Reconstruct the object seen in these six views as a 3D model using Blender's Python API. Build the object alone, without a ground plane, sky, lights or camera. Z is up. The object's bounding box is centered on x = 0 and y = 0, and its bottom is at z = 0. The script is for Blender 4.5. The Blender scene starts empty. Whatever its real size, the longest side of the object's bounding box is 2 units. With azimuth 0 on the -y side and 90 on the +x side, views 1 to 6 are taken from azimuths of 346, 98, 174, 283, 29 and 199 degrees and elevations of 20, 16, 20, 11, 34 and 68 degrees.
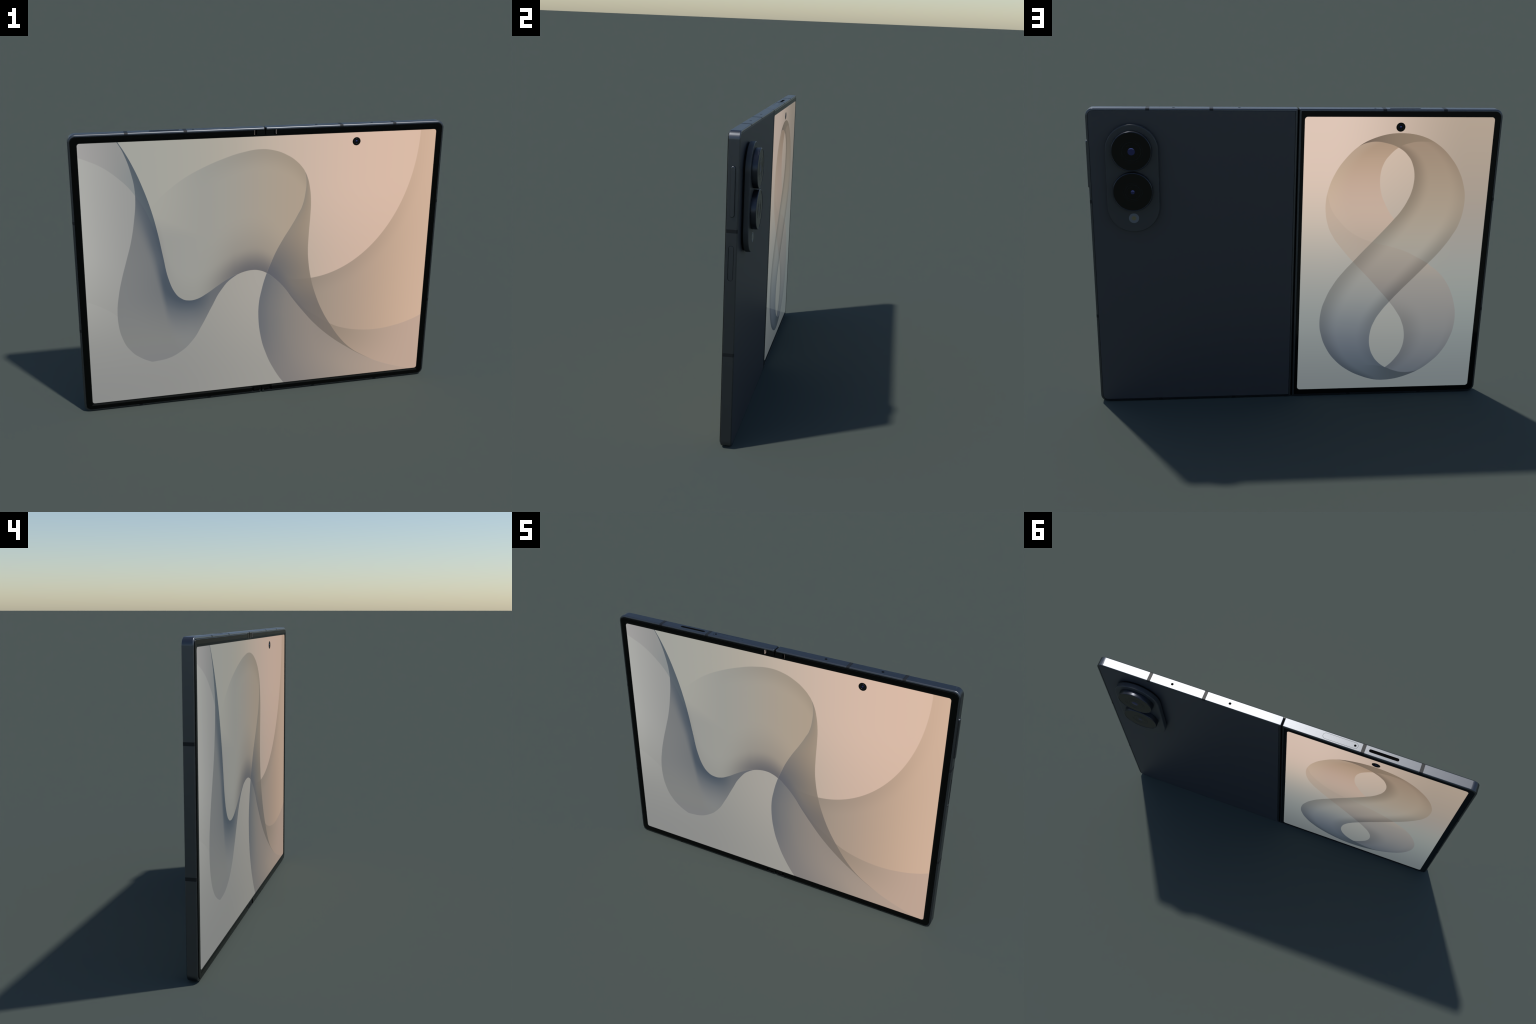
import bpy, bmesh, math
from math import sin, cos, pi, sqrt
from mathutils import Vector

# ------------------------------------------------------------------ sizes (metres)
H = 1.531                 # body height
XL, XR = -1.0, 0.9935     # outer sides of the two halves
CX = (XL + XR) / 2        # fold line
GAP = 0.0037              # half width of the slit between the halves
ZB = 0.0005               # bottom of the frames
Y_FRONT, Y_BACK = -0.0566, -0.0024     # front and back of the metal frame
Y_FLAT0, Y_FLAT1 = -0.0512, -0.0070   # the flat part of the side band
Y_MID = (Y_FLAT0 + Y_FLAT1) / 2
RIM = 0.0098              # how far the rounded edge reaches inwards
R_OUT, R_HINGE = 0.038, 0.004         # corner radii of a half
Y_GLASS = -0.0572         # surface of the large inner display
Y_BEZEL = -0.0600         # front of the raised bezel
Y_COVER = -0.0028          # surface of the small outer display
# lit areas (x0, x1, z0, z1)
MAIN = (CX - 0.9525, CX + 0.9525, 0.0465, 1.4870)
COVER = (-0.9615, -0.0335, 0.0388, 1.4935)

# ------------------------------------------------------------------ node helper
class Nodes:
    """Small expression builder for shader nodes."""
    def __init__(self, name):
        self.mat = bpy.data.materials.new(name)
        self.mat.use_nodes = True
        self.nt = self.mat.node_tree
        self.bsdf = self.nt.nodes['Principled BSDF']
        self.out = self.nt.nodes['Material Output']

    def new(self, kind, **props):
        n = self.nt.nodes.new(kind)
        for k, v in props.items():
            setattr(n, k, v)
        return n

    def put(self, sock, val):
        if isinstance(val, bpy.types.NodeSocket):
            self.nt.links.new(val, sock)
        elif isinstance(val, (tuple, list)):
            sock.default_value = (*val, 1.0) if len(val) == 3 and len(sock.default_value) == 4 else val
        else:
            sock.default_value = val

    def m(self, op, a, b=0.0, c=0.0, clamp=False):
        n = self.new('ShaderNodeMath', operation=op, use_clamp=clamp)
        for s, v in zip(n.inputs, (a, b, c)):
            self.put(s, v)
        return n.outputs[0]

    def add(self, a, b): return self.m('ADD', a, b)
    def sub(self, a, b): return self.m('SUBTRACT', a, b)
    def mul(self, a, b): return self.m('MULTIPLY', a, b)
    def mn(self, a, b): return self.m('MINIMUM', a, b)
    def mx(self, a, b): return self.m('MAXIMUM', a, b)
    def inv(self, a): return self.m('SUBTRACT', 1.0, a, clamp=True)

    def ramp01(self, v, lo, hi, smooth=True):
        n = self.new('ShaderNodeMapRange', interpolation_type='SMOOTHSTEP' if smooth else 'LINEAR', clamp=True)
        self.put(n.inputs['Value'], v)
        n.inputs['From Min'].default_value = lo
        n.inputs['From Max'].default_value = hi
        return n.outputs[0]

    def above(self, a, b, soft=0.0012):
        """1 where a > b, with a soft pixel-wide edge."""
        return self.ramp01(self.sub(a, b), -soft, soft, False)

    def mix(self, f, a, b):
        n = self.new('ShaderNodeMix', data_type='RGBA')
        ins = [s for s in n.inputs if s.enabled]
        self.put(ins[0], f)
        self.put(n.inputs[6], a)
        self.put(n.inputs[7], b)
        return n.outputs[2]

    def shade(self, col, k):
        """Multiply a colour by a factor socket."""
        n = self.new('ShaderNodeVectorMath', operation='SCALE')
        self.put(n.inputs[0], col)
        self.put(n.inputs['Scale'], k)
        return n.outputs[0]

    def new_rgb(self, v):
        n = self.new('ShaderNodeCombineXYZ')
        for k in range(3):
            self.put(n.inputs[k], v)
        return n.outputs[0]

    def first(self, col):
        n = self.new('ShaderNodeSeparateXYZ')
        self.put(n.inputs[0], col)
        return n.outputs[0]

    def grad(self, v, stops):
        n = self.new('ShaderNodeValToRGB')
        self.put(n.inputs[0], v)
        el = n.color_ramp.elements
        n.color_ramp.interpolation = 'B_SPLINE' if len(stops) > 3 else 'LINEAR'
        while len(el) < len(stops):
            el.new(0.5)
        for e, (p, c) in zip(el, stops):
            e.position = p
            e.color = (*lin(c), 1.0)
        return n.outputs[0]

    def curve(self, v, pts):
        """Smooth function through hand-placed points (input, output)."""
        n = self.new('ShaderNodeFloatCurve')
        pts = sorted(pts)
        x0, x1 = pts[0][0], pts[-1][0]
        ys = [p[1] for p in pts]
        y0, y1 = min(ys), max(ys)
        if y1 - y0 < 1e-6:
            y1 = y0 + 1e-3
        t = self.new('ShaderNodeMapRange', clamp=True)
        self.put(t.inputs['Value'], v)
        t.inputs['From Min'].default_value = x0
        t.inputs['From Max'].default_value = x1
        self.put(n.inputs['Value'], t.outputs[0])
        cm = n.mapping
        cm.use_clip = False
        c = cm.curves[0]
        q = [((a - x0) / (x1 - x0), (b - y0) / (y1 - y0)) for a, b in pts]
        c.points[0].location = q[0]
        c.points[1].location = q[-1]
        for p in q[1:-1]:
            c.points.new(*p)
        cm.update()
        r = self.new('ShaderNodeMapRange', clamp=False)
        self.put(r.inputs['Value'], n.outputs[0])
        r.inputs['To Min'].default_value = y0
        r.inputs['To Max'].default_value = y1
        return r.outputs[0]


def lin(c):
    """sRGB 0..255 to linear."""
    return tuple((v / 255 / 12.92) if v / 255 <= 0.04045 else ((v / 255 + 0.055) / 1.055) ** 2.4 for v in c)


def plain(name, srgb, rough=0.5, metal=0.0, spec=0.5, coat=0.0, grain=0.0, grain_scale=120.0, bump=0.0):
    n = Nodes(name)
    b = n.bsdf
    col = lin(srgb)
    b.inputs['Metallic'].default_value = metal
    b.inputs['Roughness'].default_value = rough
    b.inputs['Specular IOR Level'].default_value = spec
    b.inputs['Coat Weight'].default_value = coat
    b.inputs['Coat Roughness'].default_value = 0.03
    tc = n.new('ShaderNodeTexCoord')
    noise = n.new('ShaderNodeTexNoise')
    noise.inputs['Scale'].default_value = grain_scale
    noise.inputs['Detail'].default_value = 3.0
    n.put(noise.inputs['Vector'], tc.outputs['Object'])
    k = n.ramp01(noise.outputs[0], 0.3, 0.7)
    dark = tuple(v * (1 - grain) for v in col)
    lite = tuple(min(1, v * (1 + grain)) for v in col)
    n.put(b.inputs['Base Color'], n.mix(k, dark, lite))
    if bump:
        bn = n.new('ShaderNodeBump')
        bn.inputs['Strength'].default_value = bump
        bn.inputs['Distance'].default_value = 0.0005
        n.put(bn.inputs['Height'], noise.outputs[0])
        n.put(b.inputs['Normal'], bn.outputs[0])
    return n.mat

# ------------------------------------------------------------------ materials
M_FRAME = plain('blue_metal', (96, 99, 104), 0.38, 1.0)
M_KEY = plain('key_metal', (96, 99, 104), 0.38, 1.0)
M_BAND = plain('antenna_plastic', (25, 27, 30), 0.50, spec=0.35)
M_DARK = plain('dark_inside', (12, 13, 15), 0.6)
M_HOLE = plain('black_void', (3, 3, 3), 0.9, spec=0.1)
M_NECK_SHADOW = plain('painted_shadow_black', (4, 4, 5), 0.7, spec=0.2)
M_BACK = plain('matt_back', (58, 60, 66), 0.42, spec=0.6)
M_GLASS = plain('black_glass', (3, 3, 3), 0.05)
M_BEZEL = plain('soft_bezel', (1, 1, 1), 0.22, spec=0.28)
M_CAP = plain('cap_plastic', (3, 3, 3), 0.30, spec=0.3)
M_PALE = plain('layer_edge', (240, 212, 192), 0.6)
M_LENS = plain('lens_glass', (3, 3, 3), 0.06)
M_RING = plain('lens_ring', (18, 20, 22), 0.3)
M_PUPIL = plain('coated_pupil', (84, 90, 155), 0.05, 1.0)
M_BARREL = plain('lens_barrel', (64, 67, 74), 0.32, 0.8)
M_ISLAND = plain('island_metal', (60, 62, 64), 0.4, 0.0)


def flash_material():
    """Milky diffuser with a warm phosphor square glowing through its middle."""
    n = Nodes('flash_diffuser')
    tc = n.new('ShaderNodeTexCoord')
    sep = n.new('ShaderNodeSeparateXYZ')
    n.put(sep.inputs[0], tc.outputs['Object'])
    dx = n.m('POWER', n.m('ABSOLUTE', n.sub(sep.outputs[0], 0.7846)), 2.0)
    dz = n.m('POWER', n.m('ABSOLUTE', n.sub(sep.outputs[2], 1.0085)), 2.0)
    r = n.m('SQRT', n.add(dx, dz))
    n.put(n.bsdf.inputs['Base Color'], n.mix(n.ramp01(r, 0.006, 0.016), lin((128, 118, 84)), lin((112, 116, 122))))
    n.bsdf.inputs['Roughness'].default_value = 0.25
    return n.mat


M_FLASH = flash_material()
def panel_finish(n, colour):
    """Screens give off their own picture through a clear cover glass."""
    b = n.bsdf
    b.inputs['Base Color'].default_value = (0.004, 0.004, 0.004, 1)
    b.inputs['Roughness'].default_value = 0.5
    b.inputs['Specular IOR Level'].default_value = 0.0
    b.inputs['Coat Weight'].default_value = 1.0
    b.inputs['Coat Roughness'].default_value = 0.02
    n.put(b.inputs['Emission Color'], colour)
    b.inputs['Emission Strength'].default_value = GLOW
    n.mat.cycles.emission_sampling = 'NONE'


GLOW = 1.03


def main_wallpaper():
    n = Nodes('main_wallpaper')
    tc = n.new('ShaderNodeTexCoord')
    sep = n.new('ShaderNodeSeparateXYZ')
    n.put(sep.inputs[0], tc.outputs['Object'])
    x, z = sep.outputs[0], sep.outputs[2]
    u = n.ramp01(x, -0.956, 0.949, False)      # 0 left .. 1 right
    v = n.ramp01(z, 0.0465, 1.487, False)      # 0 bottom .. 1 top

    # --- edges of the folded ribbon
    inner = n.curve(x, [(-0.80, 1.57), (-0.758, 1.487), (-0.73, 1.441), (-0.686, 1.355), (-0.642, 1.246), (-0.602, 1.122),
                        (-0.572, 0.996), (-0.548, 0.868), (-0.525, 0.750), (-0.489, 0.659), (-0.454, 0.622), (-0.418, 0.609),
                        (-0.37, 0.614), (-0.318, 0.64), (-0.26, 0.679), (-0.207, 0.712), (-0.144, 0.738), (-0.09, 0.72), (0.0, 0.60), (0.2, -0.2)])
    left = n.curve(z, [(0.20, -0.50), (0.255, -0.602), (0.27, -0.638), (0.293, -0.681), (0.342, -0.736), (0.409, -0.774), (0.496, -0.795), (0.58, -0.798), (0.672, -0.787), (0.764, -0.767),
                       (0.861, -0.740), (0.969, -0.711), (1.072, -0.693), (1.183, -0.682), (1.253, -0.685), (1.318, -0.697),
                       (1.413, -0.726), (1.487, -0.763)])
    low = n.curve(x, [(-0.90, 0.14), (-0.76, 0.215), (-0.70, 0.246), (-0.65, 0.262), (-0.605, 0.265), (-0.54, 0.274), (-0.465, 0.309), (-0.4, 0.369), (-0.346, 0.456),
                      (-0.292, 0.559), (-0.239, 0.653), (-0.175, 0.72), (-0.112, 0.749), (-0.055, 0.755), (-0.02, 0.748), (0.015, 0.731),
                      (0.059, 0.697), (0.11, 0.644), (0.172, 0.558), (0.225, 0.489), (0.301, 0.399), (0.402, 0.305), (0.493, 0.237),
                      (0.584, 0.177), (0.677, 0.126), (0.801, 0.077), (0.95, 0.033)])
    hump = n.curve(x, [(-0.72, 1.02), (-0.65, 1.095), (-0.591, 1.157), (-0.526, 1.217), (-0.426, 1.289), (-0.327, 1.339), (-0.227, 1.378), (-0.126, 1.407),
                       (-0.025, 1.420), (0.048, 1.410), (0.121, 1.38), (0.168, 1.347), (0.201, 1.312), (0.225, 1.275), (0.26, 1.15)])
    fold = n.curve(z, [(0.044, 0.127), (0.141, 0.065), (0.244, 0.018), (0.354, -0.014), (0.461, -0.028), (0.542, -0.028), (0.632, -0.013),
                       (0.731, 0.015), (0.793, 0.040), (0.838, 0.059), (0.915, 0.100), (0.991, 0.147), (1.053, 0.182), (1.115, 0.210),
                       (1.173, 0.221), (1.225, 0.225), (1.262, 0.221), (1.296, 0.212), (1.36, 0.17)])
    edge = n.curve(z, [(0.04, 0.93), (0.12, 0.70), (0.169, 0.603), (0.224, 0.523), (0.296, 0.455), (0.387, 0.393), (0.472, 0.344), (0.575, 0.3),
                       (0.682, 0.268), (0.79, 0.250), (0.846, 0.246), (0.945, 0.248), (1.043, 0.253), (1.123, 0.254), (1.209, 0.244),
                       (1.262, 0.229), (1.296, 0.212), (1.36, 0.17)])
    tail = n.curve(x, [(0.15, 0.60), (0.207, 0.532), (0.253, 0.486), (0.311, 0.446), (0.393, 0.391), (0.475, 0.356), (0.581, 0.334), (0.676, 0.329), (0.782, 0.341), (0.87, 0.363), (0.95, 0.396)])
    veil = n.curve(x, [(-0.957, 1.418), (-0.918, 1.402), (-0.855, 1.372), (-0.81, 1.342), (-0.764, 1.303), (-0.719, 1.258), (-0.682, 1.208), (-0.645, 1.15), (-0.618, 1.092), (-0.59, 1.01)])
    wisp = n.curve(x, [(-0.957, 0.650), (-0.894, 0.619), (-0.846, 0.59), (-0.799, 0.551), (-0.75, 0.50)])

    up = n.above(z, n.mx(inner, low))                    # above the ribbon
    right_of_left = n.above(x, left)
    ribbon = n.mul(n.mul(right_of_left, n.above(inner, z)), n.above(z, low))
    sheet = n.mul(n.above(hump, z), n.above(fold, x))
    band = n.mul(n.above(x, fold), n.above(edge, x))

    # --- backdrop at the top: grey to peach
    c_top = n.grad(u, [(0.0, (158, 158, 154)), (0.12, (161, 162, 156)), (0.30, (166, 164, 155)), (0.42, (176, 168, 156)), (0.52, (193, 177, 162)), (0.64, (205, 181, 165)),
                       (0.76, (214, 185, 167)), (0.90, (219, 187, 167)), (1.0, (218, 186, 165))])
    c_mid = n.grad(u, [(0.0, (150, 150, 148)), (0.3, (157, 156, 150)), (0.62, (189, 172, 157)), (0.72, (201, 176, 160)), (0.85, (211, 181, 162)), (1.0, (213, 182, 160))])
    colour = n.mix(n.ramp01(z, 0.68, 1.25), c_mid, c_top)

    # --- tan field under the big arc on the right
    q = n.add(n.m('POWER', n.m('ABSOLUTE', n.mul(n.sub(x, 0.23), 1 / 0.63)), 2.0), n.m('POWER', n.m('ABSOLUTE', n.mul(n.sub(z, 1.5), 1 / 0.82)), 2.0))
    q = n.m('SQRT', q)
    under = n.mul(n.above(q, 1.0, 0.002), n.above(x, 0.05))
    c_tan = n.grad(u, [(0.58, (140, 130, 120)), (0.66, (158, 144, 131)), (0.76, (173, 152, 136)), (0.84, (186, 160, 140)), (0.92, (200, 170, 147)), (1.0, (209, 177, 154))])
    c_tan = n.shade(c_tan, n.add(0.93, n.mul(0.07, n.ramp01(q, 1.0, 1.14))))
    c_tan = n.mix(n.mul(n.ramp01(z, 0.85, 1.45), 0.55), c_tan, n.mix(0.0, lin((212, 179, 155)), lin((212, 179, 155))))
    c_low = n.grad(u, [(0.60, (128, 116, 105)), (0.70, (146, 131, 117)), (0.80, (165, 146, 130)), (0.90, (184, 159, 142)), (1.0, (194, 166, 149))])
    c_low = n.mix(n.mul(n.ramp01(n.sub(tail, z), 0.0, 0.28), 0.55), c_low, lin((190, 164, 147)))
    c_tan = n.mix(n.above(tail, z), c_tan, c_low)
    colour = n.mix(under, colour, c_tan)

    # --- light field below the ribbon and left of it
    c_light = n.mix(n.ramp01(z, 0.05, 0.75), n.grad(u, [(0.0, (138, 139, 138)), (0.25, (141, 141, 139)), (0.40, (148, 147, 143)), (0.55, (157, 154, 148))]),
                    n.grad(u, [(0.0, (156, 156, 152)), (0.2, (148, 148, 146)), (0.30, (150, 150, 146)), (0.42, (163, 159, 152)), (0.52, (168, 163, 156))]))
    c_side = n.grad(u, [(0.0, (171, 171, 167)), (0.04, (165, 165, 162)), (0.10, (154, 154, 152)), (0.16, (148, 149, 148))])
    c_left = n.mix(n.ramp01(z, 0.35, 0.95), c_light, c_side)
    c_left = n.shade(c_left, n.sub(1.0, n.mul(0.035, n.mul(n.above(z, wisp), n.ramp01(n.sub(z, wisp), 0.30, 0.0)))))
    c_veil = n.grad(u, [(0.0, (165, 163, 161)), (0.05, (154, 153, 152)), (0.10, (143, 144, 143)), (0.15, (130, 136, 138))])
    c_veil = n.mix(n.ramp01(z, 1.30, 1.487), c_veil, n.grad(u, [(0.0, (162, 160, 159)), (0.10, (145, 145, 144))]))
    c_left = n.mix(n.above(z, veil), c_left, c_veil)
    colour = n.mix(up, n.mix(right_of_left, c_left, c_light), colour)

    # --- lower right sheet
    c_sheet = n.mix(n.ramp01(z, 0.05, 0.45),
                    n.grad(n.ramp01(n.sub(x, fold), 0.0, 0.75, False), [(0.0, (122, 119, 118)), (0.25, (139, 131, 126)), (0.55, (160, 146, 134)), (1.0, (186, 161, 145))]),
                    n.grad(n.ramp01(n.sub(x, fold), 0.0, 0.30, False), [(0.0, (101, 104, 110)), (0.20, (113, 113, 115)), (0.5, (129, 125, 121)), (1.0, (146, 135, 127))]))
    lower_right = n.mul(n.above(low, z), n.above(x, fold))
    colour = n.mix(lower_right, colour, c_sheet)

    # --- big hump
    c_hump = n.grad(u, [(0.18, (150, 150, 147)), (0.33, (155, 155, 149)), (0.42, (160, 155, 146)), (0.50, (167, 156, 142)), (0.60, (174, 157, 138))])
    d_low = n.sub(z, n.mx(inner, low))
    arch = n.mul(n.ramp01(d_low, 0.34, 0.0), n.ramp01(x, -0.40, -0.12))
    c_hump = n.mix(n.mul(arch, 0.45), c_hump, lin((118, 113, 110)))
    arch2 = n.mul(n.ramp01(d_low, 0.14, -0.01), n.ramp01(x, -0.38, -0.08))
    c_hump = n.mix(n.mul(arch2, 0.88), c_hump, lin((98, 98, 104)))
    c_hump = n.shade(c_hump, n.add(0.93, n.mul(0.07, n.ramp01(d_low, 0.0, 0.16))))
    rim = n.mul(n.ramp01(n.sub(hump, z), 0.12, 0.0), n.ramp01(x, -0.45, 0.0))
    c_hump = n.shade(c_hump, n.sub(1.0, n.mul(rim, 0.13)))
    faint = n.ramp01(x, -0.62, -0.30)
    colour = n.mix(n.mul(n.mul(sheet, up), n.mx(faint, n.ramp01(z, 1.12, 0.95))), colour, c_hump)

    # --- dark band on the right of the fold
    w = n.ramp01(n.m('DIVIDE', n.sub(x, fold), n.mx(n.sub(edge, fold), 0.02)), 0.0, 1.0, False)
    c_b1 = n.grad(w, [(0.0, (92, 94, 101)), (0.35, (107, 106, 107)), (0.7, (126, 118, 110)), (1.0, (140, 127, 114))])
    c_b2 = n.grad(w, [(0.0, (142, 132, 120)), (0.6, (153, 138, 122)), (1.0, (160, 144, 127))])
    c_b3 = n.grad(n.ramp01(x, 0.15, 0.60, False), [(0.0, (108, 106, 107)), (0.35, (123, 114, 108)), (0.7, (131, 119, 108)), (1.0, (144, 131, 118))])
    c_band = n.mix(n.ramp01(z, 0.70, 1.02), c_b1, c_b2)
    c_band = n.mix(n.ramp01(z, 0.70, 0.50), c_band, c_b3)
    dark_low = n.mul(n.ramp01(n.sub(z, low), 0.10, 0.0), n.ramp01(x, 0.30, 0.0))
    c_band = n.mix(n.mul(dark_low, 0.7), c_band, lin((92, 93, 102)))
    c_band = n.shade(c_band, n.sub(1.0, n.mul(0.06, n.mul(under, n.ramp01(x, 0.08, 0.25)))))
    c_band = n.shade(c_band, n.sub(1.0, n.mul(0.04, n.above(tail, z))))
    colour = n.mix(n.mul(n.mul(n.mul(band, up), n.above(1.297, z)), n.ramp01(z, 0.12, 0.20)), colour, c_band)

    # --- grey-blue ribbon on the left
    across = n.sub(inner, z)                          # depth under the inner edge
    side_edge = n.curve(z, [(0.20, -0.20), (0.45, -0.35), (0.58, -0.43), (0.64, -0.478), (0.70, -0.508), (0.75, -0.525), (0.868, -0.548), (0.996, -0.572), (1.122, -0.602), (1.246, -0.642), (1.355, -0.686), (1.487, -0.758)])
    gap = n.sub(side_edge, x)                         # distance left of the inner edge
    # round corner of the fold: distance from its centre, outside the inner edge
    centre = n.m('SQRT', n.add(n.m('POWER', n.m('ABSOLUTE', n.add(x, 0.42)), 2.0), n.m('POWER', n.m('ABSOLUTE', n.sub(z, 0.735)), 2.0)))
    near = n.mix(n.ramp01(z, 0.95, 0.66), n.new_rgb(n.mx(gap, 0.0)), n.new_rgb(n.mx(n.sub(centre, 0.122), 0.0)))
    near = n.first(near)
    c_rib = n.grad(n.ramp01(near, 0.0, 0.26, False), [(0.0, (70, 80, 92)), (0.10, (77, 86, 97)), (0.28, (98, 104, 111)), (0.52, (115, 118, 121)), (0.78, (126, 128, 129)), (1.0, (129, 131, 131))])
    c_end = n.grad(n.ramp01(z, 0.26, 0.62, False), [(0.0, (124, 124, 126)), (0.35, (126, 127, 125)), (1.0, (120, 122, 123))])
    c_rib = n.mix(n.mul(n.ramp01(across, 0.16, 0.36), 0.75), c_rib, c_end)
    c_tip = n.grad(n.ramp01(x, -0.40, -0.14, False), [(0.0, (80, 88, 97)), (0.4, (103, 106, 110)), (1.0, (100, 101, 107))])
    c_rib = n.mix(n.ramp01(x, -0.42, -0.25), c_rib, n.mix(n.ramp01(across, 0.02, 0.20), c_tip, lin((120, 121, 122))))
    c_up = n.grad(n.ramp01(gap, 0.0, 0.08, False), [(0.0, (80, 90, 99)), (0.5, (88, 97, 105)), (1.0, (100, 106, 112))])
    veiled = n.above(z, veil)
    c_rib = n.mix(n.mul(n.ramp01(z, 0.98, 1.10), n.mx(veiled, 0.15)), c_rib, c_up)
    colour = n.mix(ribbon, colour, c_rib)

    panel_finish(n, colour)
    return n.mat


def cover_wallpaper():
    n = Nodes('cover_wallpaper')
    tc = n.new('ShaderNodeTexCoord')
    sep = n.new('ShaderNodeSeparateXYZ')
    n.put(sep.inputs[0], tc.outputs['Object'])
    s, z = n.mul(sep.outputs[0], -1.0), sep.outputs[2]
    ZC, ZR = 0.7495, 0.6665

    def T(zz):
        """Angle that turns the rounded ends of the figure into straight runs."""
        return math.acos(max(-1, min(1, (zz - ZC) / ZR))) / pi
    h = n.mul(n.sub(z, ZC), 1 / ZR)
    inside = n.mul(n.above(h, -1.0, 0.001), n.above(1.0, h, 0.001))
    t = n.mul(n.m('ARCCOSINE', n.mx(n.mn(h, 1.0), -1.0)), 1 / pi)

    def run(pts):
        return n.curve(t, [(T(b), a) for a, b in pts])
    # front ribbon: left and right edge; back ribbon: left and right edge (all from top to bottom)
    f_left = run([(0.30, 1.416), (0.382, 1.390), (0.496, 1.345), (0.542, 1.309), (0.571, 1.262), (0.584, 1.204), (0.583, 1.165), (0.575, 1.122), (0.558, 1.077), (0.530, 1.026),
                  (0.497, 0.983), (0.447, 0.924), (0.397, 0.868), (0.346, 0.812), (0.300, 0.759), (0.253, 0.705), (0.207, 0.641), (0.166, 0.558),
                  (0.144, 0.481), (0.140, 0.416), (0.151, 0.351), (0.182, 0.273), (0.236, 0.199), (0.310, 0.140), (0.394, 0.101), (0.484, 0.083)])
    f_right = run([(0.501, 1.416), (0.586, 1.407), (0.685, 1.364), (0.757, 1.299), (0.807, 1.227), (0.835, 1.159), (0.848, 1.095), (0.847, 1.035), (0.832, 0.96),
                   (0.799, 0.89), (0.762, 0.833), (0.728, 0.789), (0.687, 0.743), (0.622, 0.671), (0.557, 0.601), (0.500, 0.535), (0.459, 0.482), (0.427, 0.426),
                   (0.410, 0.372), (0.406, 0.322), (0.413, 0.272), (0.434, 0.222), (0.465, 0.184), (0.500, 0.158), (0.60, 0.110), (0.68, 0.083)])
    b_left = run([(0.501, 1.416), (0.403, 1.401), (0.311, 1.359), (0.239, 1.291), (0.189, 1.215), (0.161, 1.142), (0.149, 1.075), (0.150, 1.020), (0.163, 0.955),
                  (0.193, 0.890), (0.230, 0.839), (0.262, 0.800), (0.300, 0.757), (0.373, 0.680), (0.437, 0.608), (0.500, 0.535), (0.540, 0.481), (0.572, 0.423), (0.589, 0.362),
                  (0.591, 0.318), (0.581, 0.265), (0.553, 0.213), (0.500, 0.158), (0.40, 0.110), (0.32, 0.083)])
    b_right = run([(0.70, 1.416), (0.60, 1.390), (0.496, 1.345), (0.456, 1.309), (0.428, 1.267), (0.415, 1.219), (0.414, 1.171), (0.423, 1.117), (0.443, 1.068), (0.470, 1.018),
                   (0.497, 0.983), (0.56, 0.915), (0.62, 0.835), (0.687, 0.744), (0.740, 0.701), (0.785, 0.650), (0.821, 0.586), (0.845, 0.515), (0.855, 0.461),
                   (0.854, 0.395), (0.835, 0.318), (0.795, 0.240), (0.742, 0.182), (0.688, 0.141), (0.612, 0.106), (0.551, 0.089), (0.484, 0.083)])
    seam = n.curve(s, [(0.13, 1.20), (0.161, 1.09), (0.181, 1.031), (0.222, 0.973), (0.272, 0.923), (0.333, 0.885), (0.392, 0.862), (0.487, 0.837), (0.562, 0.812), (0.614, 0.786), (0.687, 0.744), (0.75, 0.70)])
    crown = n.curve(s, [(0.25, 1.32), (0.305, 1.354), (0.344, 1.369), (0.382, 1.374), (0.438, 1.366), (0.496, 1.345)])
    crown2 = n.curve(s, [(0.496, 1.345), (0.547, 1.366), (0.594, 1.374), (0.641, 1.373), (0.69, 1.366), (0.75, 1.34)])
    foot = n.curve(s, [(0.40, 0.175), (0.450, 0.170), (0.500, 0.158), (0.548, 0.138), (0.606, 0.126), (0.658, 0.130), (0.700, 0.148), (0.76, 0.19)])

    # each ribbon stays inside the other's outline where they turn over
    f_left, b_right = n.mx(f_left, n.sub(b_left, n.mul(n.above(1.30, z), 9.0))), n.mn(b_right, n.add(f_right, n.mul(n.above(1.30, z), 9.0)))
    b_left, f_right = n.mx(b_left, n.sub(f_left, n.mul(n.above(z, 0.20), 9.0))), n.mn(f_right, n.add(b_right, n.mul(n.above(z, 0.20), 9.0)))
    front = n.mul(n.mul(n.above(s, f_left), n.above(f_right, s)), inside)
    back = n.mul(n.mul(n.above(s, b_left), n.above(b_right, s)), inside)

    # --- backdrop
    v = n.ramp01(z, 0.0405, 1.4935, False)
    g_l = n.grad(v, [(0.0, (112, 119, 122)), (0.15, (126, 133, 134)), (0.30, (142, 148, 147)), (0.42, (157, 158, 154)), (0.54, (178, 172, 163)), (0.66, (203, 188, 173)),
                     (0.80, (221, 196, 180)), (1.0, (223, 199, 184))])
    g_r = n.grad(v, [(0.0, (113, 121, 124)), (0.15, (124, 132, 134)), (0.32, (141, 149, 147)), (0.48, (154, 156, 151)), (0.60, (160, 154, 147)), (0.75, (168, 155, 142)), (1.0, (181, 163, 146))])
    colour = n.mix(n.ramp01(s, 0.15, 0.85), g_l, g_r)
    hole_hi = n.mul(n.mul(n.above(s, 0.40), n.above(0.60, s)), n.mul(n.above(z, 0.95), n.above(1.36, z)))
    colour = n.mix(n.mul(hole_hi, 0.6), colour, n.grad(n.ramp01(z, 0.98, 1.35, False), [(0.0, (188, 175, 162)), (1.0, (211, 189, 170))]))
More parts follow.
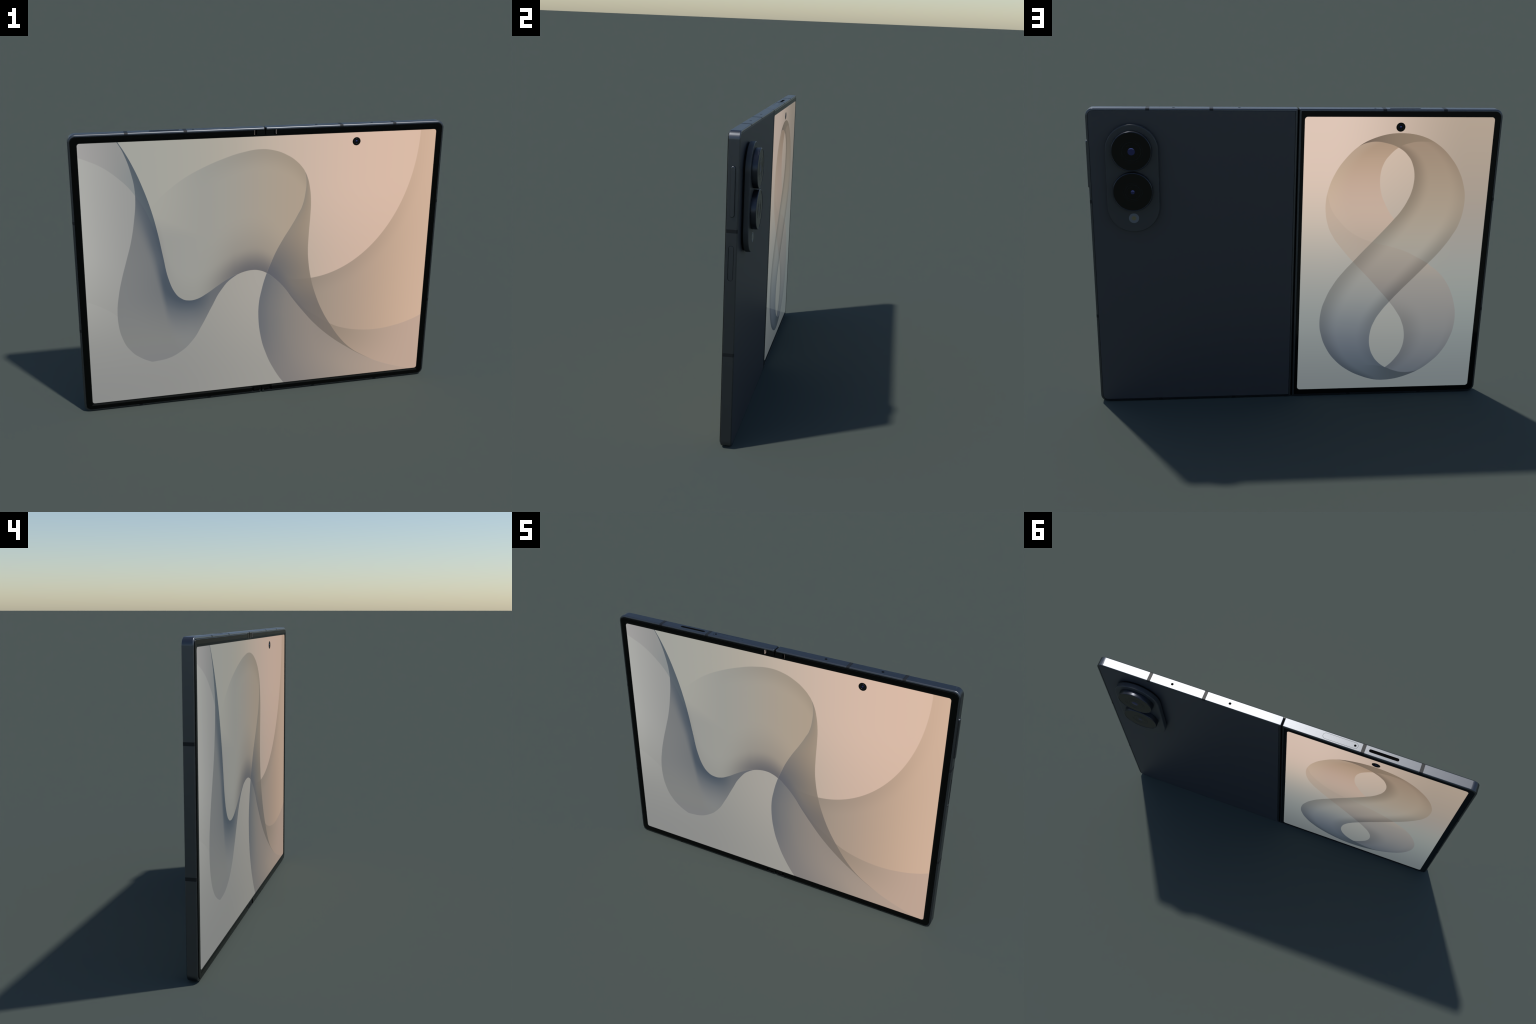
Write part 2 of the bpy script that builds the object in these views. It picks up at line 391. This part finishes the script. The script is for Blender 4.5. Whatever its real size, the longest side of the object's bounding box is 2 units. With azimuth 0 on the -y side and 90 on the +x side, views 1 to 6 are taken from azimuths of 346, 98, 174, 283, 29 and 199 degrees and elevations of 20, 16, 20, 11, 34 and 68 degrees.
    hole_lo = n.mul(n.mul(n.above(s, 0.40), n.above(0.60, s)), n.mul(n.above(0.55, z), n.above(z, 0.15)))
    colour = n.mix(n.mul(hole_lo, 0.8), colour, n.grad(n.ramp01(z, 0.15, 0.54, False), [(0.0, (131, 137, 137)), (1.0, (160, 160, 155))]))

    # --- back ribbon
    wb = n.ramp01(n.m('DIVIDE', n.sub(s, b_left), n.mx(n.sub(b_right, b_left), 0.02)), 0.0, 1.0, False)
    hi = n.grad(v, [(0.45, (164, 157, 149)), (0.58, (184, 166, 151)), (0.66, (196, 174, 158)), (0.76, (199, 171, 153)), (0.86, (184, 157, 133)), (0.92, (170, 145, 124))])
    hi2 = n.grad(v, [(0.45, (168, 160, 150)), (0.60, (188, 172, 157)), (0.70, (204, 179, 159)), (0.80, (196, 172, 148)), (0.90, (180, 156, 136))])
    c_hi = n.mix(n.ramp01(wb, 0.0, 0.45), hi2, hi)
    under_seam = n.above(seam, z)
    c_hi = n.shade(c_hi, n.sub(1.0, n.mul(0.05, under_seam)))
    lo = n.grad(v, [(0.05, (84, 93, 104)), (0.14, (110, 115, 121)), (0.24, (127, 129, 130)), (0.36, (144, 141, 138)), (0.46, (155, 150, 143))])
    c_lo = n.shade(lo, n.sub(1.0, n.mul(0.20, n.mul(n.ramp01(wb, 0.42, 0.0), n.ramp01(z, 0.60, 0.40)))))
    c_lo = n.shade(c_lo, n.sub(1.0, n.mul(0.10, n.mul(n.ramp01(wb, 0.80, 1.0), n.ramp01(z, 0.55, 0.25)))))
    c_back = n.mix(n.above(z, 0.70, 0.05), c_lo, c_hi)
    colour = n.mix(back, colour, c_back)

    # --- front ribbon
    wf = n.ramp01(n.m('DIVIDE', n.sub(s, f_left), n.mx(n.sub(f_right, f_left), 0.02)), 0.0, 1.0, False)
    body = n.grad(v, [(0.02, (64, 74, 84)), (0.10, (80, 91, 103)), (0.18, (97, 105, 116)), (0.27, (117, 124, 130)), (0.36, (141, 144, 143)), (0.46, (157, 155, 149)), (0.56, (168, 161, 149)),
                      (0.66, (171, 157, 140)), (0.80, (166, 147, 127)), (0.92, (158, 136, 117))])
    crossing = n.mul(n.mul(under_seam, n.above(s, b_left)), n.above(z, 0.52))
    body = n.mix(n.mul(crossing, 0.85), body, n.grad(n.ramp01(z, 0.53, 0.86, False), [(0.0, (118, 117, 118)), (0.4, (146, 138, 131)), (1.0, (167, 157, 145))]))
    left_dark = n.mul(n.ramp01(wf, 0.34, 0.0), 0.30)
    right_dark = n.mul(n.ramp01(wf, 0.70, 1.0), n.add(0.12, n.mul(0.22, n.ramp01(n.m('ABSOLUTE', n.sub(z, 0.68)), 0.42, 0.1))))
    body = n.shade(body, n.sub(1.0, n.mx(left_dark, right_dark)))
    colour = n.mix(front, colour, body)

    # --- turned-over crescents at the top and the bottom
    c_top = n.grad(n.ramp01(s, 0.30, 0.70, False), [(0.0, (104, 88, 78)), (0.18, (126, 109, 96)), (0.5, (143, 125, 106)), (1.0, (146, 127, 108))])
    in_out = n.mul(n.mul(n.above(s, b_left), n.above(f_right, s)), inside)
    c1 = n.mul(n.mul(n.above(z, crown), n.above(0.497, s)), in_out)
    c2 = n.mul(n.mul(n.above(z, crown2), n.above(s, 0.495)), in_out)
    c2 = n.mul(c2, n.ramp01(s, 0.72, 0.62))
    colour = n.mix(n.mul(n.mul(n.mx(c1, c2), n.above(z, 1.30)), 1.0), colour, c_top)
    c_foot = n.grad(n.ramp01(s, 0.30, 0.70, False), [(0.0, (76, 86, 97)), (0.4, (66, 76, 85)), (0.7, (64, 72, 79)), (1.0, (68, 75, 83))])
    low_in = n.mul(n.mul(n.mul(n.above(foot, z), n.above(s, f_left)), n.above(b_right, s)), inside)
    low_in = n.mul(low_in, n.mx(n.ramp01(s, 0.36, 0.52), 0.0))
    colour = n.mix(n.mul(low_in, n.above(0.22, z)), colour, c_foot)

    panel_finish(n, colour)
    return n.mat


M_MAIN = main_wallpaper()
M_COVER = cover_wallpaper()


# ------------------------------------------------------------------ mesh helpers
def obj_from_bm(name, bm, mat, parent=None, smooth=35):
    bmesh.ops.recalc_face_normals(bm, faces=bm.faces[:])
    me = bpy.data.meshes.new(name)
    bm.to_mesh(me)
    bm.free()
    return obj_from_mesh(name, me, mat, parent, smooth)


def even_shading(ob, angle):
    """Smooth rounded edges, keep the axis-aligned flats truly flat."""
    me = ob.data
    me.shade_smooth()
    me.set_sharp_from_angle(angle=math.radians(angle))
    for p in me.polygons:
        if max(abs(c) for c in p.normal) > 0.99995:
            p.use_smooth = False
    wn = ob.modifiers.new('even_flats', 'WEIGHTED_NORMAL')
    wn.keep_sharp = True
    wn.weight = 60


def obj_from_mesh(name, me, mat, parent=None, smooth=35):
    ob = bpy.data.objects.new(name, me)
    bpy.context.scene.collection.objects.link(ob)
    if mat:
        me.materials.clear()
        me.materials.append(mat)
    if smooth:
        even_shading(ob, smooth)
    if parent:
        ob.parent = parent
    return ob


def round_rect(x0, x1, z0, z1, radii, seg=10):
    """Closed outline in x,z; radii for corners (x0z0, x1z0, x1z1, x0z1)."""
    pts = []
    cs = ((x0, z0, 1, 1, pi), (x1, z0, -1, 1, 1.5 * pi), (x1, z1, -1, -1, 0.0), (x0, z1, 1, -1, 0.5 * pi))
    for (cx, cz, sx, sz, a0), r in zip(cs, radii):
        r = max(r, 0.0004)
        for i in range(seg + 1):
            a = a0 + 0.5 * pi * i / seg
            pts.append((cx + sx * r + r * cos(a), cz + sz * r + r * sin(a)))
    return pts


def circle(cx, cz, r, n=64):
    return [(cx + r * cos(2 * pi * i / n), cz + r * sin(2 * pi * i / n)) for i in range(n)]


def stadium(cx, cz, r, half, seg=28):
    """Upright pill outline: radius r, half height half."""
    return round_rect(cx - r, cx + r, cz - half, cz + half, (r,) * 4, seg)


def loft(loops, close_ring=False, cap=True):
    """Skin a list of equal-length loops of 3D points."""
    bm = bmesh.new()
    rows = [[bm.verts.new(p) for p in lp] for lp in loops]
    n = len(rows[0])
    pairs = list(zip(rows, rows[1:]))
    if close_ring:
        pairs.append((rows[-1], rows[0]))
    for a, b in pairs:
        for i in range(n):
            j = (i + 1) % n
            bm.faces.new((a[i], a[j], b[j], b[i]))
    if cap and not close_ring:
        bm.faces.new(rows[0])
        bm.faces.new(rows[-1])
    return bm


def lift(outline, y):
    return [(x, y, z) for x, z in outline]


def arc(p0, p1, bulge_first, n=7):
    """Quarter ellipse from p0 to p1 in (inset, y). bulge_first: leaves p0 along inset."""
    out = []
    for i in range(n + 1):
        a = 0.5 * pi * i / n
        if bulge_first:
            out.append((p0[0] + (p1[0] - p0[0]) * sin(a), p0[1] + (p1[1] - p0[1]) * (1 - cos(a))))
        else:
            out.append((p0[0] + (p1[0] - p0[0]) * (1 - cos(a)), p0[1] + (p1[1] - p0[1]) * sin(a)))
    return out

EDGE = arc((RIM, Y_FRONT), (0.0, Y_FLAT0), True) + arc((0.0, Y_FLAT1), (RIM, Y_BACK), False)


def slab(name, outline_fn, prof, mat, parent, smooth=35):
    """Solid with outline_fn(inset) swept along (inset, y) profile, capped."""
    return obj_from_bm(name, loft([lift(outline_fn(i), y) for i, y in prof]), mat, parent, smooth)


def box(name, x0, x1, y0, y1, z0, z1, mat, parent, bev=0.0):
    bm = bmesh.new()
    bmesh.ops.create_cube(bm, size=1.0)
    for v in bm.verts:
        v.co = Vector(((x0 + x1) / 2 + v.co.x * (x1 - x0), (y0 + y1) / 2 + v.co.y * (y1 - y0), (z0 + z1) / 2 + v.co.z * (z1 - z0)))
    if bev:
        bmesh.ops.bevel(bm, geom=bm.edges[:], offset=bev, segments=2, affect='EDGES')
    return obj_from_bm(name, bm, mat, parent)


def cut(target, cutter):
    target.modifiers.clear()
    md = target.modifiers.new('cut', 'BOOLEAN')
    md.operation = 'DIFFERENCE'
    md.solver = 'EXACT'
    md.object = cutter
    dg = bpy.context.evaluated_depsgraph_get()
    me = bpy.data.meshes.new_from_object(target.evaluated_get(dg))
    target.modifiers.clear()
    old = target.data
    target.data = me
    me.name = old.name
    bpy.data.meshes.remove(old)
    cm = cutter.data
    bpy.data.objects.remove(cutter)
    bpy.data.meshes.remove(cm)
    even_shading(target, 35)


def pill(name, c, axis, half_len, r, depth, mat, parent, long_axis=0, r2=None, round_edge=0.0, seg=12):
    """Pill-shaped prism. axis: direction of its depth (0 x, 2 z); long_axis: direction of its length."""
    prof = [(0, -depth), (0, depth)]
    if round_edge:
        prof = [(0, -depth)] + [(round_edge * (1 - cos(a)), depth - round_edge + round_edge * sin(a)) for a in (0, pi / 8, pi / 4, 3 * pi / 8, pi / 2)]
    loops = []
    for ins, d in prof:
        rr = r - ins
        lp = []
        for side in (1, -1):
            for i in range(seg + 1):
                a = -pi / 2 + pi * i / seg
                u, v = side * ((half_len - r) + rr * cos(a)), side * rr * sin(a)
                p = [c[0], c[1], c[2]]
                p[long_axis] += u
                p[1] += v
                p[axis] += d
                lp.append(p)
        loops.append(lp)
    return obj_from_bm(name, loft(loops), mat, parent)

# ------------------------------------------------------------------ the phone
phone = bpy.data.objects.new('foldable_phone', None)
bpy.context.scene.collection.objects.link(phone)
phone['label'] = 'unfolded dark blue folding phone standing upright, ribbon wallpapers'
phone['category'] = 'folding smartphone'


def half_outline(side, inset=0.0):
    r, h = R_OUT - inset, R_HINGE - inset
    if side < 0:
        return round_rect(XL + inset, CX - GAP - inset, ZB + inset, H - inset, (r, h, h, r))
    return round_rect(CX + GAP + inset, XR - inset, ZB + inset, H - inset, (h, r, r, h))


frames = {}
for side in (-1, 1):
    ring = EDGE + [(0.0104, -0.006), (0.0104, -0.052)]
    bm = loft([lift(half_outline(side, i), y) for i, y in ring], close_ring=True)
    fr = obj_from_bm('frame', bm, M_FRAME, phone)
    frames[side] = fr
    # dark core that fills the half behind the panels
    slab('chassis', lambda i, s=side: half_outline(s, 0.0100 + i), [(0, -0.0335), (0, -0.0065)], M_DARK, fr)

# ---- holes and slots in the top and side bands
TOPX = {1: (0.5862, 0.2772), -1: ()}
for x in TOPX[1]:
    cut(frames[1], pill('cutter', (x, Y_MID, H), 2, 0.0072, 0.0070, 0.0045, None, None))
    pill('microphone_hole', (x, Y_MID, H - 0.0050), 2, 0.0078, 0.0076, 0.0012, M_HOLE, frames[1])
cut(frames[-1], pill('cutter', (-0.522, Y_MID, H), 2, 0.0765, 0.0083, 0.0055, None, None))
pill('speaker_slot', (-0.522, Y_MID, H - 0.0062), 2, 0.0775, 0.0090, 0.0012, M_HOLE, frames[-1])
# card tray: a separate plate in a hairline gap
cut(frames[-1], pill('cutter', (-0.2995, Y_MID, H), 2, 0.0908, 0.0163, 0.0040, None, None))
tray = pill('card_tray', (-0.2995, Y_MID, H - 0.0020), 2, 0.0900, 0.0155, 0.0021, M_FRAME, frames[-1], round_edge=0.0004)
cut(tray, pill('cutter', (-0.3750, Y_MID, H), 2, 0.0062, 0.0060, 0.0030, None, None))
pill('tray_gap', (-0.2995, Y_MID, H - 0.0034), 2, 0.0906, 0.0161, 0.0004, M_HOLE, frames[-1])
pill('pin_hole', (-0.3750, Y_MID, H - 0.0029), 2, 0.0070, 0.0067, 0.0003, M_HOLE, tray)
# fingerprint key lies in its own recess, volume key stands proud
cut(frames[1], pill('cutter', (XR, Y_MID - 0.0003, 0.931), 0, 0.0838, 0.0130, 0.0045, None, None, long_axis=2))
pill('power_key', (XR - 0.0042, Y_MID - 0.0003, 0.931), 0, 0.0820, 0.0112, 0.0030, M_KEY, frames[1], long_axis=2, round_edge=0.0012)
cut(frames[1], pill('cutter', (XR, Y_MID, 1.2615), 0, 0.1168, 0.0110, 0.0035, None, None, long_axis=2))
pill('volume_key', (XR + 0.0015, Y_MID, 1.2615), 0, 0.1160, 0.0103, 0.0050, M_KEY, frames[1], long_axis=2, round_edge=0.0035)
# openings in the underside
cut(frames[1], pill('cutter', (0.497, Y_MID, ZB), 2, 0.0560, 0.0165, 0.0060, None, None))
pill('charging_port', (0.497, Y_MID, ZB + 0.0068), 2, 0.0570, 0.0172, 0.0012, M_HOLE, frames[1])
cut(frames[1], pill('cutter', (0.800, Y_MID, ZB), 2, 0.0765, 0.0083, 0.0055, None, None))
pill('speaker_slot', (0.800, Y_MID, ZB + 0.0062), 2, 0.0775, 0.0090, 0.0012, M_HOLE, frames[1])


# ---- antenna bands: thin strips that wrap the rounded edge
def band(face, c, w, parent):
    e = 0.0004
    rows = []
    for d in (-w / 2, w / 2):
        row = []
        for i, y in EDGE:
            k = -e if 1e-5 > i else e * 0 + i - e
            yy = y - e * (i / RIM) if y < Y_MID else y + e * (i / RIM)
            k = i - e
            p = {'top': (c + d, yy, H - k), 'bottom': (c + d, yy, ZB + k),
                 'left': (XL + k, yy, c + d), 'right': (XR - k, yy, c + d)}[face]
            row.append(p)
        for i, y in ((0.004, -0.008), (0.004, -0.050)):
            row.append({'top': (c + d, y, H - i), 'bottom': (c + d, y, ZB + i),
                        'left': (XL + i, y, c + d), 'right': (XR - i, y, c + d)}[face])
        rows.append(row)
    return obj_from_bm('antenna_band', loft(rows), M_BAND, parent)


for x in (0.7069, 0.4095, -0.4184, -0.7147):
    band('top', x, 0.0178, frames[1 if x > 0 else -1])
for x in (0.6860, 0.3035, -0.3094, -0.6933):
    band('bottom', x, 0.0190, frames[1 if x > 0 else -1])
for z in (1.0816, 0.4850):
    band('right', z, 0.0168, frames[1])
    band('left', z, 0.0168, frames[-1])

# ---- back cover of the camera half
slab('back_panel', lambda i: half_outline(1, 0.0112 + i),
     [(0.0, -0.0075), (0.0, -0.0034), (0.0005, -0.0028), (0.0012, -0.0026)], M_BACK, phone)

# ---- outer display on the other half
cover = slab('cover_glass', lambda i: half_outline(-1, 0.0108 + i),
             [(0.0, -0.0075), (0.0, -0.0038), (0.0006, -0.0031), (0.0012, Y_COVER)], M_GLASS, phone)


def screen(name, rect, r, y, thick, mat, parent):
    x0, x1, z0, z1 = rect
    return slab(name, lambda i: round_rect(x0, x1, z0, z1, (r,) * 4, 12), [(0, y - thick), (0, y)], mat, parent, 30)


screen('cover_display', COVER, 0.0145, Y_COVER + 0.0004, 0.0006, M_COVER, cover)

# ---- inner folding display: glass with dark border, lit area, raised bezel
def inner_outline(inset):
    r = R_OUT - inset
    return round_rect(XL + inset, XR - inset, ZB + inset, H - inset, (r,) * 4, 12)

glass = slab('main_glass', lambda i: round_rect(XL + 0.0345, XR - 0.0345, ZB + 0.0345, H - 0.0345, (0.012,) * 4, 10), [(0, -0.048), (0, Y_GLASS)], M_GLASS, phone)
screen('main_display', MAIN, 0.0125, Y_GLASS - 0.0004, -0.0006, M_MAIN, glass)

NOTCH = 0.0585            # half width of the opening in the bezel at the fold
for side in (-1, 1):
    prof = [(0.0112, -0.040), (0.0112, -0.0588), (0.0118, -0.0597), (0.0128, Y_BEZEL), (0.0318, Y_BEZEL), (0.0335, -0.0597), (0.0408, Y_GLASS - 0.0003), (0.0408, -0.050)]
    n = 12
    rows = []
    xin = CX + side * NOTCH
    for i, y in prof:
        r = R_OUT - i
        if r < 0.008:
            r = 0.008
        z0, z1 = ZB + i, H - i
        xo = XL + i if side < 0 else XR - i
        s = -side
        pts = [(xin, z0)]
        for q in range(n + 1):
            a = 0.5 * pi * q / n
            pts.append((xo + s * (r - r * sin(a)), z0 + r - r * cos(a)))
        for q in range(n + 1):
            a = 0.5 * pi * q / n
            pts.append((xo + s * (r - r * cos(a)), z1 - r + r * sin(a)))
        pts.append((xin, z1))
        rows.append(lift(pts, y))
    bm = bmesh.new()
    vs = [[bm.verts.new(p) for p in row] for row in rows]
    for a, b in zip(vs, vs[1:] + vs[:1]):
        for k in range(len(a) - 1):
            bm.faces.new((a[k], a[k + 1], b[k + 1], b[k]))
    bm.faces.new([v[0] for v in vs])
    bm.faces.new([v[-1] for v in vs])
    bez = obj_from_bm('bezel', bm, M_BEZEL, phone)
    # pale cut end of the display layers, seen in the slit beside the fold cap
    x = xin - side * 0.0009
    box('layer_edge', min(x, xin - side * 0.0001), max(x, xin - side * 0.0001), -0.0592, -0.0345, H - 0.0345, H - 0.0118, M_PALE, bez)

# caps that cover the hinge ends inside the notch
for z0, z1 in ((H - 0.0370, H - 0.0112), (ZB + 0.0165, ZB + 0.0370)):
    box('hinge_cap', CX - 0.0450, CX - 0.0022, -0.0440, -0.0573, z0, z1, M_CAP, phone, 0.0008)
    box('hinge_cap', CX + 0.0022, CX + 0.0455, -0.0440, -0.0573, z0, z1, M_CAP, phone, 0.0008)
box('hinge_spine', CX - 0.0030, CX + 0.0030, -0.0500, -0.0060, ZB + 0.006, H - 0.006, M_HOLE, phone)  # blackened to keep the fold gap dark where sun would reach in


def selfie_camera(cx, cz, y, out, parent):
    """Round camera hole: black disc, faint ring, blue pupil. out: direction of the face along y."""
    ring = [(0.0, 0.0), (0.0, 0.0006), (0.0010, 0.0010)]
    cam = obj_from_bm('selfie_camera', loft([lift(circle(cx, cz, 0.0222 - i), y + out * d) for i, d in ring]), M_LENS, parent)
    obj_from_bm('lens_ring', loft([lift(circle(cx, cz, r), y + out * d) for r, d in
                ((0.0142, 0.0010), (0.0138, 0.0014), (0.0120, 0.0014), (0.0116, 0.0010))], close_ring=True), M_RING, cam)
    dome('pupil', cx, cz, 0.0056, y + out * 0.0009, out * 0.0014, M_PUPIL, cam)


def dome(name, cx, cz, r, y, h, mat, parent, n=40, k=7):
    loops = []
    for j in range(k):
        a = 0.5 * pi * j / k
        loops.append(lift(circle(cx, cz, r * cos(a), n), y + h * sin(a)))
    return obj_from_bm(name, loft(loops), mat, parent, 80)


selfie_camera(0.4952, 1.4395, Y_GLASS - 0.0004, -1, glass)
selfie_camera(-0.4995, 1.4450, Y_COVER + 0.0004, 1, cover)

# ---- rear camera island
CAMX = 0.7836
Z_PLATE, HALF_PLATE, R_PLATE = 1.2000, 0.2615, 0.1238
Y_PLATE, Y_LENS = 0.0325, 0.0600
island = slab('camera_island', lambda i: stadium(CAMX, Z_PLATE, R_PLATE - i, HALF_PLATE - i),
              [(0.0010, 0.0072), (0.0, 0.0082), (0.0, Y_PLATE - 0.0042),
               (0.0004, Y_PLATE - 0.0024), (0.0014, Y_PLATE - 0.0010), (0.0028, Y_PLATE - 0.0002), (0.0042, Y_PLATE)], M_ISLAND, phone)
slab('blackened_island_neck', lambda i: stadium(CAMX, Z_PLATE, R_PLATE - 0.0065, HALF_PLATE - 0.0065), [(0, -0.006), (0, 0.0080)], M_NECK_SHADOW, island)  # neck coloured black to draw the contact shadow under the island
for cz, ring_r, pup in ((1.3390, 0.0445, 0.0205), (1.1442, 0.0370, 0.0112)):
    R = 0.0947
    prof = [(0.0035, Y_PLATE - 0.001), (0.0035, Y_PLATE + 0.0022), (0.0, Y_PLATE + 0.0026), (0.0, Y_LENS - 0.0040),
            (0.0006, Y_LENS - 0.0020), (0.0018, Y_LENS - 0.0006), (0.0034, Y_LENS), (0.0046, Y_LENS - 0.0004), (0.0050, Y_LENS - 0.0014)]
    lens = obj_from_bm('camera_lens', loft([lift(circle(CAMX, cz, R - i, 96), y) for i, y in prof]), M_BARREL, island)
    yg = Y_LENS - 0.0012
    obj_from_bm('lens_glass', loft([lift(circle(CAMX, cz, R - i, 96), y) for i, y in ((0.0049, yg - 0.0008), (0.0049, yg))]), M_LENS, lens)
    for r, w in ((ring_r, 0.0016), (ring_r * 1.22, 0.0010), (ring_r * 0.72, 0.0010)):
        obj_from_bm('lens_ring', loft([lift(circle(CAMX, cz, q, 72), y) for q, y in
                    ((r, yg - 0.0002), (r - w * 0.3, yg + 0.0004), (r - w * 0.7, yg + 0.0004), (r - w, yg - 0.0002))], close_ring=True), M_RING, lens)
    dome('pupil', CAMX, cz, pup, yg - 0.0014, 0.0025, M_PUPIL, lens)
FLASHZ = 1.0085
obj_from_bm('flash', loft([lift(circle(CAMX + 0.001, FLASHZ, r, 48), y) for r, y in
            ((0.0243, Y_PLATE - 0.001), (0.0243, Y_PLATE + 0.0004), (0.0236, Y_PLATE + 0.0008))]), M_FLASH, island)
